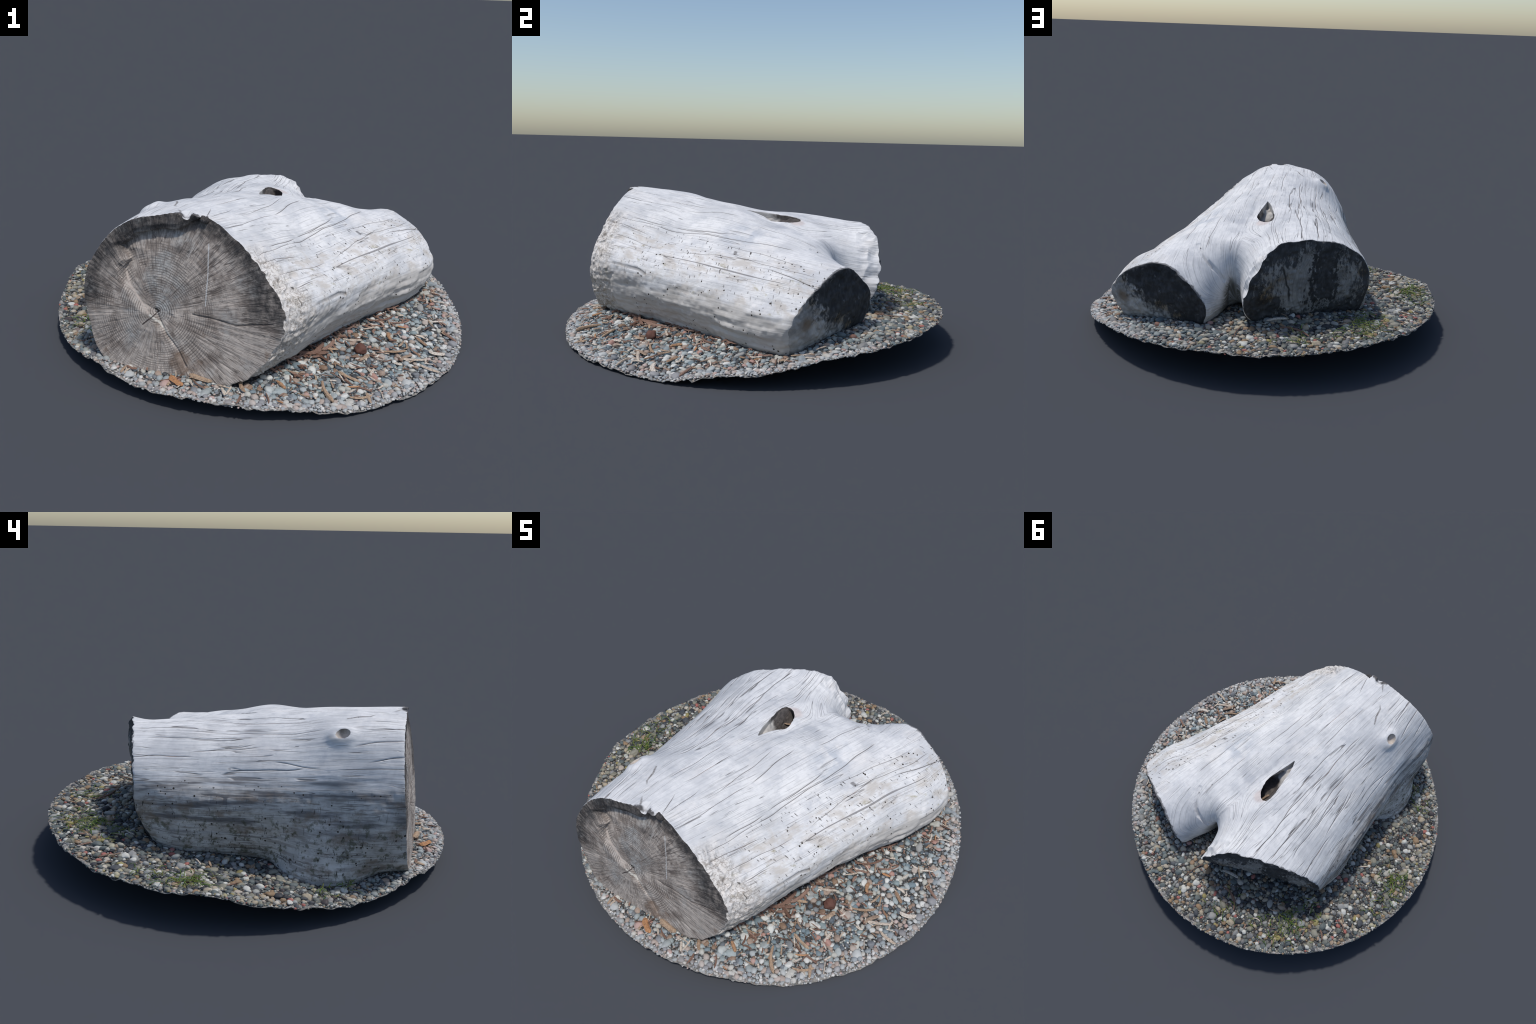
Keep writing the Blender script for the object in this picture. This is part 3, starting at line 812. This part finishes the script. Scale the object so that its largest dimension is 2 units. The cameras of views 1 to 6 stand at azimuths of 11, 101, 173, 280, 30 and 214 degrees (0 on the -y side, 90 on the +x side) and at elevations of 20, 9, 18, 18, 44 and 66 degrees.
def bed_material():
    T = Tree("coarse_sand")
    geo, x, y, z = T.place()
    p = T.xyz(x, y, z)
    v = T.cells(p, 105.)
    sep = T.add("ShaderNodeSeparateColor")
    T.nt.links.new(v.outputs["Color"], sep.inputs[0])
    col = T.ramp(sep.outputs[0], [(0., (.10, .105, .11)), (.3, (.19, .18, .165)), (.5, (.07, .07, .072)), (.7, (.27, .27, .26)), (.88, (.21, .15, .12))], "CONSTANT")
    gap = T.step(.30, .65, v.outputs["Distance"])
    col = T.mix(T.mul(.85, gap), col, (.028, .026, .024))  # crease shadow between grains, darkened into the base colour
    rimr = T.m("SQRT", T.addm(T.mul(x, x), T.mul(y, y)))
    col = T.mix(T.mul(.6, T.step(.955, .985, rimr)), col, T.ramp(sep.outputs[1], [(0., (.22, .22, .21)), (.35, (.36, .34, .31)), (.7, (.48, .46, .44)), (.9, (.30, .24, .20))], "CONSTANT"))
    rot = T.m("SQRT", T.addm(T.m("POWER", T.div(T.sub(x, .40), .24), 2.), T.m("POWER", T.div(T.sub(y, -.50), .22), 2.)))
    col = T.mix(T.mul(.7, T.step(1., .3, T.addm(rot, T.mul(.8, T.sub(T.noise(p, 14., 3.), .5))))), col, (.060, .036, .026))
    T.bump(T.mul(-1., v.outputs["Distance"]), .004, .8)
    return T.finish(col, .85)

def chip_material(name, a, b, c):
    T = Tree(name)
    vec, x, y, z = T.coord()
    info = T.add("ShaderNodeObjectInfo")
    geo = T.add("ShaderNodeNewGeometry")
    rnd = T.m("FRACT", T.addm(T.mul(geo.outputs["Random Per Island"], 5.77), T.mul(info.outputs["Random"], 7.91)))
    col = T.ramp(rnd, [(0., a), (.45, b), (1., c)])
    col = T.mix(T.mul(.5, T.step(.45, .65, T.noise(vec, 140., 3., .6))), col, (.09, .055, .04))
    return T.finish(col, .8)

def weed_material():
    T = Tree("green_seaweed")
    geo = T.add("ShaderNodeNewGeometry")
    vec, x, y, z = T.coord()
    col = T.ramp(geo.outputs["Random Per Island"], [(0., (.07, .16, .03)), (.4, (.17, .26, .05)), (.7, (.30, .33, .09)), (1., (.16, .17, .06))])
    tr = T.add("ShaderNodeBsdfTranslucent")
    T.nt.links.new(col, tr.inputs[0])
    mixs = T.add("ShaderNodeMixShader")
    mixs.inputs[0].default_value = .25
    T.nt.links.new(T.bsdf.outputs[0], mixs.inputs[1])
    T.nt.links.new(tr.outputs[0], mixs.inputs[2])
    T.nt.links.new(mixs.outputs[0], T.out.inputs[0])
    return T.finish(col, .5)

# ------------------------------------------------------------------ building
COLL = bpy.context.scene.collection

def mesh_object(name, V, F, mat, parent, smooth=True, normals=None):
    me = bpy.data.meshes.new(name)
    me.vertices.add(len(V))
    me.vertices.foreach_set("co", np.asarray(V, np.float32).ravel())
    k = F.shape[1]
    me.loops.add(len(F) * k)
    me.loops.foreach_set("vertex_index", np.asarray(F, np.int32).ravel())
    me.polygons.add(len(F))
    me.polygons.foreach_set("loop_start", np.arange(0, len(F) * k, k, dtype=np.int32))
    me.polygons.foreach_set("use_smooth", np.full(len(F), smooth))
    me.update(calc_edges=True)
    if normals is not None:
        me.normals_split_custom_set_from_vertices([tuple(n) for n in normals])
    me.materials.append(mat)
    ob = bpy.data.objects.new(name, me)
    COLL.objects.link(ob)
    ob.parent = parent
    return ob

root = bpy.data.objects.new("driftwood_log", None)
COLL.objects.link(root)
root["label"] = "bleached forked driftwood log lying on a round gravel patch"
root["category"] = "driftwood log"

# ---- log
V, Q = surface_nets(.0122)
V = pull(V, Q, 2, .006, detail=False)
V, Q = refine(V, Q)
V = pull(V, Q, 3, .005)
V = relax(V, Q, .35)
V = pull(V, Q, 1, .004)
V, Q = refine(V, Q)
V = pull(V, Q, 2, .003)

cen = V[Q].mean(1)
lab = field(cen, labels=True)
# smooth the label borders a little: majority of the neighbouring faces through the vertices
for _ in range(2):
    votes = np.zeros((len(V), 7))
    for k in range(4):
        votes += np.bincount(Q[:, k] * 7 + lab, minlength=len(V) * 7).reshape(-1, 7)
    lab = votes[Q].sum(1).argmax(1)

# even out the borders between the regions (saw kerfs run true, they do not zigzag)
E = np.sort(np.stack([Q, np.roll(Q, -1, 1)], -1).reshape(-1, 2), 1)
key = E[:, 0].astype(np.int64) * len(V) + E[:, 1]
by = np.argsort(key, kind="stable")
pair = key[by][1:] == key[by][:-1]
f0, f1 = by[:-1][pair] // 4, by[1:][pair] // 4
e = E[by[:-1][pair]][lab[f0] != lab[f1]]
both = np.vstack([e, e[:, ::-1]])
deg = np.bincount(both[:, 0], minlength=len(V))
for _ in range(5):
    mean = np.stack([np.bincount(both[:, 0], V[both[:, 1], ax], len(V)) for ax in range(3)], -1) / np.maximum(deg, 1)[:, None]
    V = np.where((deg == 2)[:, None], V + .5 * (mean - V), V)

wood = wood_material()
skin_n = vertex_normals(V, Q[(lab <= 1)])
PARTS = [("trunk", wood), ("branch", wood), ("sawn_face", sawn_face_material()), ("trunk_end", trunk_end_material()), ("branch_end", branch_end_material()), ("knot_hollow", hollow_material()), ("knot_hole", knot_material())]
objs = {}
for k, (name, mat) in enumerate(PARTS):
    q = Q[lab == k]
    if not len(q):
        continue
    N = skin_n if k <= 1 else vertex_normals(V, q)
    used, inv = np.unique(q, return_inverse=True)
    par = {"sawn_face": "trunk", "trunk_end": "trunk", "knot_hollow": "trunk", "knot_hole": "trunk", "branch_end": "branch"}.get(name)
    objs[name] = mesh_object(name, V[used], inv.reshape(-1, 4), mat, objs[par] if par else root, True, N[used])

# ---- gravel bed: dished disc with a ragged rim, thin at the edge
NR, NA = 110, 420
rr = np.sqrt(np.linspace(0, 1, NR + 1)[1:]) * .999
th = np.arange(NA) * 2 * np.pi / NA
edge = 1 - .006 * np.abs(noise3(np.stack([np.cos(th) * 14, np.sin(th) * 14, th * 0], -1))) - .004 * rng.random(NA)
edge[[0, NA // 2]] = 1
edge[[NA // 4, 3 * NA // 4]] = 1
RR = rr[:, None] * (1 + (edge[None] - 1) * sstep(.9, 1., rr)[:, None])
bx, by = RR * np.cos(th), RR * np.sin(th)
bp = np.stack([bx, by, 0 * bx], -1)
bz = ground(bx, by) + .004 * noise3(bp * 28) + .003 * noise3(bp * 70, 3.) - .006 + .004 * sstep(.955, .99, rr)[:, None]
bz = np.maximum(bz + .010 * sstep(.96, 1., rr)[:, None] * noise3(bp * 26, 6.), .006)
thick = .002 + .015 * sstep(1.0, .85, rr)[:, None] + 0 * bx
low = np.maximum(bz - thick, 0)
low[-1, low[-1].argmin()] = 0
top = np.stack([bx, by, bz], -1).reshape(-1, 3)
bot = np.stack([bx, by, low], -1).reshape(-1, 3)
i = np.arange(NR - 1)[:, None] * NA
a = np.arange(NA)
b = (a + 1) % NA
tq = np.stack([(i + a), (i + NA + a), (i + NA + b), (i + b)], -1).reshape(-1, 4)
nT = len(top)
bq = tq[:, ::-1] + nT
o = (NR - 1) * NA
sq = np.stack([o + a, o + a + nT, o + b + nT, o + b], -1)
cap_t = np.full((NA, 4), 0)
c0, c1 = 2 * nT, 2 * nT + 1
ct = np.stack([np.full(NA // 2, c0), a[::2], (a[::2] + 1) % NA, (a[::2] + 2) % NA], -1)
cb = np.stack([np.full(NA // 2, c1), nT + (a[::2] + 2) % NA, nT + (a[::2] + 1) % NA, nT + a[::2]], -1)
allv = np.vstack([top, bot, [[0, 0, top[:NA, 2].mean()]], [[0, 0, bot[:NA, 2].mean()]]])
bed = mesh_object("gravel_bed", allv, np.vstack([tq, bq, sq, ct, cb]), bed_material(), root)

# ---- stones
def unit_ball(level):
    bm = bmesh.new()
    bmesh.ops.create_icosphere(bm, subdivisions=level, radius=1)
    v = np.array([p.co[:] for p in bm.verts])
    f = np.array([[q.index for q in p.verts] for p in bm.faces])
    bm.free()
    return v, f

BALLS = {}
for level in (1, 2, 3):
    v, f = unit_ball(level)
    BALLS[level] = ([v * (1 + .27 * noise3(v * 1.25, 3. + 11 * k)[:, None] + .09 * noise3(v * 2.6, 5. + 7 * k)[:, None]) for k in range(9)], f)

def rotation(yaw, tilt, about):
    return np.array((Matrix.Rotation(yaw, 3, "Z") @ Matrix.Rotation(tilt, 3, Vector((math.cos(about), math.sin(about), 0)))))

def outside_log(p, clear):
    q = np.stack([p[:, 0], p[:, 1], ground(p[:, 0], p[:, 1]) + .012], -1)
    return field(q, detail=False) > clear

def scatter(pitch, jitter, rmax):
    g = np.arange(-1, 1, pitch)
    p = np.stack(np.meshgrid(g, g), -1).reshape(-1, 2)
    p[:, 0] += (np.round(p[:, 1] / pitch).astype(int) % 2) * pitch / 2
    p = p + rng.uniform(-jitter, jitter, p.shape) * pitch
    return p[np.hypot(p[:, 0], p[:, 1]) < rmax]

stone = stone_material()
boulders = scatter(.085, .45, .96)
boulders = boulders[outside_log(boulders, .02)]
big = scatter(.0255, .38, .985)
apart = np.hypot(*(big[:, None] - boulders[None]).transpose(2, 0, 1)).min(1) > .019
big = np.vstack([boulders, big[apart]])
size = np.concatenate([rng.uniform(.015, .022, len(boulders)), rng.uniform(.0085, .0160, apart.sum())])
keep = outside_log(big, .004)
big, size = big[keep], size[keep]
size = np.minimum(size, (1 - np.hypot(big[:, 0], big[:, 1])) / 1.8)
order = np.argsort(-size)
named, rest = order[:300], order[300:]
pebble_meshes = []
for k in range(9):
    v, f = BALLS[3][0][k], BALLS[3][1]
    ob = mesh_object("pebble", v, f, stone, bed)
    pebble_meshes.append(ob.data)
    bpy.data.objects.remove(ob)
def stone_shape(s):
    return s * np.array([rng.uniform(.95, 1.35), rng.uniform(.8, 1.05), rng.uniform(.48, .75)])
for n in named:
    x, y = big[n]
    sc = stone_shape(size[n])
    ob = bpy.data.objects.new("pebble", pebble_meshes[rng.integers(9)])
    COLL.objects.link(ob)
    ob.parent = bed
    ob.location = (x, y, max(float(ground(x, y)) - .006 + .15 * sc[2], .85 * max(sc[1:]) + .001 if ground(x, y) < .03 else 0))
    ob.rotation_euler = (rng.uniform(-.35, .35), rng.uniform(-.35, .35), rng.uniform(0, 6.28))
    ob.scale = sc
small = np.vstack([scatter(.0170, .45, .990), scatter(.015, .5, .996)])
small = small[(np.arange(len(small)) < len(small) * .56) | (np.hypot(small[:, 0], small[:, 1]) > .955)]
small = small[outside_log(small, .001)]
VV, FF, base = [], [], 0
for pts, sizes, level in ((big[rest], size[rest], 2), (small, rng.uniform(.004, .0078, len(small)), 1)):
    z0 = ground(pts[:, 0], pts[:, 1]) + .005 * sstep(.93, .98, np.hypot(pts[:, 0], pts[:, 1]))
    vs, f = BALLS[level]
    for (x, y), s, z in zip(pts, sizes, z0):
        sc = stone_shape(s)
        R = rotation(rng.uniform(0, 6.28), rng.uniform(0, .4), rng.uniform(0, 6.28))
        w = (vs[rng.integers(9)] * sc) @ R.T + np.array([x, y, z - .006 + .15 * sc[2]])
        w[:, 2] = np.maximum(w[:, 2], .001)
        far = np.hypot(w[:, 0], w[:, 1])
        w[:, :2] *= np.minimum(1, .999 / far)[:, None]
        VV.append(w)
        FF.append(f + base)
        base += len(vs[0])
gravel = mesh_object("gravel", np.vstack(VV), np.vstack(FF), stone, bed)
gravel["kind"] = "stuff"

# ---- wood chips and sticks: bent, flattened splinters
def splinter(length, width, thick, bend, seed, n=9, m=6):
    t = np.linspace(0, 1, n)
    prof = np.minimum(1, 5.5 * np.minimum(t + .10, 1.07 - t)) * (1 + .25 * noise3(np.stack([t * 5, t * 0 + seed, t * 0], -1)))
    ang = np.arange(m) * 2 * np.pi / m
    jag = 1 + .25 * noise3(np.stack([np.cos(ang) * 2, np.sin(ang) * 2, ang * 0 + seed], -1))
    v = np.zeros((n, m, 3))
    v[..., 0] = (t[:, None] - .5) * length
    v[..., 1] = prof[:, None] * jag * np.cos(ang) * width / 2 + bend * ((t[:, None] - .5) ** 2) * 4
    v[..., 2] = prof[:, None] * jag * np.sin(ang) * thick / 2
    v = v.reshape(-1, 3)
    q = [(k * m + j, k * m + (j + 1) % m, (k + 1) * m + (j + 1) % m, (k + 1) * m + j) for k in range(n - 1) for j in range(m)]
    q = [tuple(reversed(f)) for f in q]
    c = len(v)
    v = np.vstack([v, [v[:m].mean(0)], [v[-m:].mean(0)]])
    q += [(c, (j + 2) % m, (j + 1) % m, j) for j in range(0, m, 2)]
    e = (n - 1) * m
    q += [(c + 1, e + j, e + (j + 1) % m, e + (j + 2) % m) for j in range(0, m, 2)]
    return v, np.array(q)[:, ::-1]

chip_mats = {"tan": chip_material("tan_splinter", (.29, .185, .12), (.40, .29, .20), (.27, .20, .155)), "brown": chip_material("brown_bark", (.13, .07, .05), (.20, .12, .09), (.28, .18, .14)), "pale": chip_material("pale_splinter", (.52, .44, .36), (.60, .54, .47), (.45, .36, .28)), "orange": chip_material("orange_splinter", (.42, .21, .10), (.42, .23, .12), (.36, .21, .12))}
# (x, y, yaw degrees, length, width, thickness, bend, kind)
CHIPS = [(.424, -.777, -62, .125, .022, .014, .012, "tan"), (.505, -.633, -18, .095, .016, .010, .003, "tan"), (.690, -.341, 28, .115, .014, .009, .008, "tan"),
         (.735, -.365, 55, .085, .015, .009, -.006, "tan"), (.806, -.197, -40, .06, .016, .010, 0, "tan"), (.653, -.227, -75, .055, .018, .012, .006, "orange"),
         (.404, -.430, 70, .12, .018, .013, .010, "brown"), (.33, -.535, 25, .17, .015, .014, .012, "brown"), (.36, -.47, 75, .11, .016, .012, .004, "brown"), (.27, -.60, 40, .12, .012, .008, .010, "brown"), (.62, -.10, 38, .15, .009, .006, .02, "brown"), (.47, -.24, 50, .12, .008, .006, .02, "brown"), (.378, -.538, -30, .075, .014, .010, 0, "brown"),
         (.251, -.809, -42, .055, .016, .010, 0, "orange"), (.038, -.916, -60, .05, .013, .009, 0, "pale"), (.937, -.091, -30, .07, .014, .010, 0, "brown"),
         (-.160, -.903, -38, .085, .022, .014, .004, "orange"), (-.009, .615, 8, .105, .020, .012, .004, "pale"), (.572, -.746, 30, .10, .010, .007, .010, "tan"),
         (.60, -.735, -70, .06, .014, .009, 0, "tan"), (.10, -.862, -65, .075, .018, .011, .006, "tan"), (-.07, -.862, -12, .10, .022, .013, .004, "tan"),
         (.495, -.334, 20, .09, .012, .008, .006, "pale"), (.709, -.084, 35, .11, .008, .006, .012, "brown"), (.77, -.372, 20, .12, .012, .008, .006, "pale"),
         (.60, -.55, 80, .06, .013, .009, 0, "pale"), (.56, -.45, 60, .07, .018, .010, .004, "tan"), (.84, -.42, -15, .09, .014, .009, .006, "pale"),
         (.88, -.26, 20, .08, .018, .010, .010, "pale"), (.65, .02, 40, .13, .008, .006, .014, "brown"), (-.10, .72, -30, .16, .014, .008, .03, "brown"), (.20, .72, 70, .14, .006, .005, .01, "brown")]
def lay(v, x, y, yaw, lift, pitch=0.):
    R = np.array(Matrix.Rotation(math.radians(yaw), 3, "Z") @ Matrix.Rotation(pitch, 3, "Y"))
    w = v @ R.T
    w[:, 0] += x
    w[:, 1] += y
    w[:, 2] = np.maximum(w[:, 2] + ground(w[:, 0], w[:, 1]) + lift, .001)
    return w
for k, (x, y, yaw, L, W, H, bend, kind) in enumerate(CHIPS):
    v, q = splinter(L, W, H, bend, k * 1.7)
    mesh_object("wood_chip" if L < .11 else "stick", lay(v, x, y, yaw, .009), q, chip_mats[kind], bed, smooth=False)
litter = {k: ([], []) for k in chip_mats}
def in_litter(n):
    k = 0
    while k < n:
        x, y = rng.uniform(-.98, .98, 2)
        side = .75 * x - .65 * y
        if math.hypot(x, y) > .955 or rng.random() > (.10 + .9 * (side > .25)):
            continue
        if not outside_log(np.array([[x, y]]), .012)[0]:
            continue
        k += 1
        yield x, y
for x, y in in_litter(210):
    kind = rng.choice(["tan", "brown", "pale", "orange"], p=[.24, .48, .25, .03])
    v, q = splinter(rng.uniform(.022, .065), rng.uniform(.004, .011), rng.uniform(.004, .007), rng.uniform(-.006, .006), rng.uniform(0, 50), 6, 6)
    vv, qq = litter[kind]
    off = sum(len(t) for t in vv)
    vv.append(lay(v, x, y, rng.uniform(0, 180), .008))
    qq.append(q + off)
# dark bark crumbs drifted against the branch side of the log
base_line = [(.16, -.72), (.27, -.52), (.41, -.29), (.53, -.10), (.68, .09)]
for k in range(90):
    t = rng.uniform(0, 3.99)
    (ax, ay), (cx, cy) = base_line[int(t)], base_line[int(t) + 1]
    f = t - int(t)
    d = abs(rng.normal(.015, .055))
    x, y = ax + (cx - ax) * f + .87 * d, ay + (cy - ay) * f - .48 * d
    if not outside_log(np.array([[x, y]]), .004)[0]:
        continue
    v, q = splinter(rng.uniform(.015, .055), rng.uniform(.005, .012), rng.uniform(.005, .008), rng.uniform(-.006, .006), rng.uniform(0, 50), 6, 6)
    vv, qq = litter["brown"]
    off = sum(len(t_) for t_ in vv)
    vv.append(lay(v, x, y, rng.uniform(0, 180), .009))
    qq.append(q + off)
for kind, (vv, qq) in litter.items():
    ob = mesh_object("wood_litter", np.vstack(vv), np.vstack(qq), chip_mats[kind], bed, smooth=False)
    ob["kind"] = "stuff"

# ---- pine cone by the branch, debris in the hollow
v, f = BALLS[3][0][2], BALLS[3][1]
v = v * (1 + .16 * noise3(v * 4.5, 2.)[:, None]) * np.array([.030, .024, .020])
cone = mesh_object("pine_cone", lay(v, .537, -.397, 30, .012), f, chip_material("cone_scales", (.10, .045, .035), (.14, .065, .05), (.17, .085, .06)), bed)
for k, (x, y, z, yaw, pit, L, W) in enumerate([(.028, .205, .535, 60, .5, .09, .014), (.012, .215, .525, 20, -.3, .06, .012), (.04, .18, .52, -20, .2, .06, .011)]):
    v, q = splinter(L, W, .009, .004, 40 + k)
    R = np.array(Matrix.Rotation(math.radians(yaw), 3, "Z") @ Matrix.Rotation(pit, 3, "Y"))
    mesh_object("wood_chip", v @ R.T + np.array([x, y, z]), q, chip_mats["tan"], objs["trunk"], smooth=False)
vs, f = BALLS[2]
VV, FF = [], []
for k in range(26):
    t = rng.uniform(.12, .95)
    x, y = -.025 + .09 * t * rng.uniform(.3, 1), .09 + .13 * rng.random()
    s = rng.uniform(.005, .010)
    VV.append(vs[rng.integers(9)] * stone_shape(s) + np.array([x, y, .490 + .025 * rng.random()]))
    FF.append(f + k * len(vs[0]))
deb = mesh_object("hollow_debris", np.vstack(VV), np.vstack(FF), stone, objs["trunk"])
deb["kind"] = "stuff"

# ---- washed up seaweed: tufts of thin ribbons
WEED = [(-.48, .64, .9), (-.465, .80, .7), (-.528, .53, .8), (-.95, .19, .8), (-.858, .054, .9), (-.436, .717, 1.2), (-.444, .872, .9), (-.90, .20, .9), (-.081, .847, .4), (-.83, .09, 1.), (-.45, .64, 1.), (-.105, .763, .4), (-.898, .082, .8), (-.915, .225, .9), (-.86, .30, .5), (-.60, .72, .5), (-.30, .80, .5), (-.74, -.46, .6), (-.68, -.56, .6)]
VV, FF, base = [], [], 0
for x, y, a in WEED:
    for _ in range(int(24 * a)):
        px, py = x + rng.normal(0, .035), y + rng.normal(0, .035)
        if math.hypot(px, py) > .93:
            continue
        L, W, n = rng.uniform(.03, .08), rng.uniform(.0025, .0065), 7
        t = np.linspace(0, 1, n)
        yaw, curl = rng.uniform(0, 6.28), rng.uniform(-2.5, 2.5)
        ang = yaw + curl * t
        cx, cy = px + np.cumsum(np.cos(ang)) * L / n, py + np.cumsum(np.sin(ang)) * L / n
        nx, ny = -np.sin(ang), np.cos(ang)
        w = W * (1 - .8 * t) * .5
        z = ground(cx, cy) + .008 + .014 * np.sin(t * 3.1) * rng.uniform(.2, 1) + .003 * noise3(np.stack([cx, cy, t * 0], -1) * 60)
        ring = np.stack([np.stack([cx + nx * w, cy + ny * w, z], -1), np.stack([cx, cy, z + .0012], -1), np.stack([cx - nx * w, cy - ny * w, z], -1), np.stack([cx, cy, z - .0012], -1)], 1)
        VV.append(ring.reshape(-1, 3))
        q = [(k * 4 + j, k * 4 + (j + 1) % 4, k * 4 + 4 + (j + 1) % 4, k * 4 + 4 + j) for k in range(n - 1) for j in range(4)]
        q += [(0, 3, 2, 1), (n * 4 - 4, n * 4 - 3, n * 4 - 2, n * 4 - 1)]
        FF.append(np.array(q) + base)
        base += n * 4
weed = mesh_object("seaweed", np.vstack(VV), np.vstack(FF), weed_material(), bed)
weed["kind"] = "stuff"
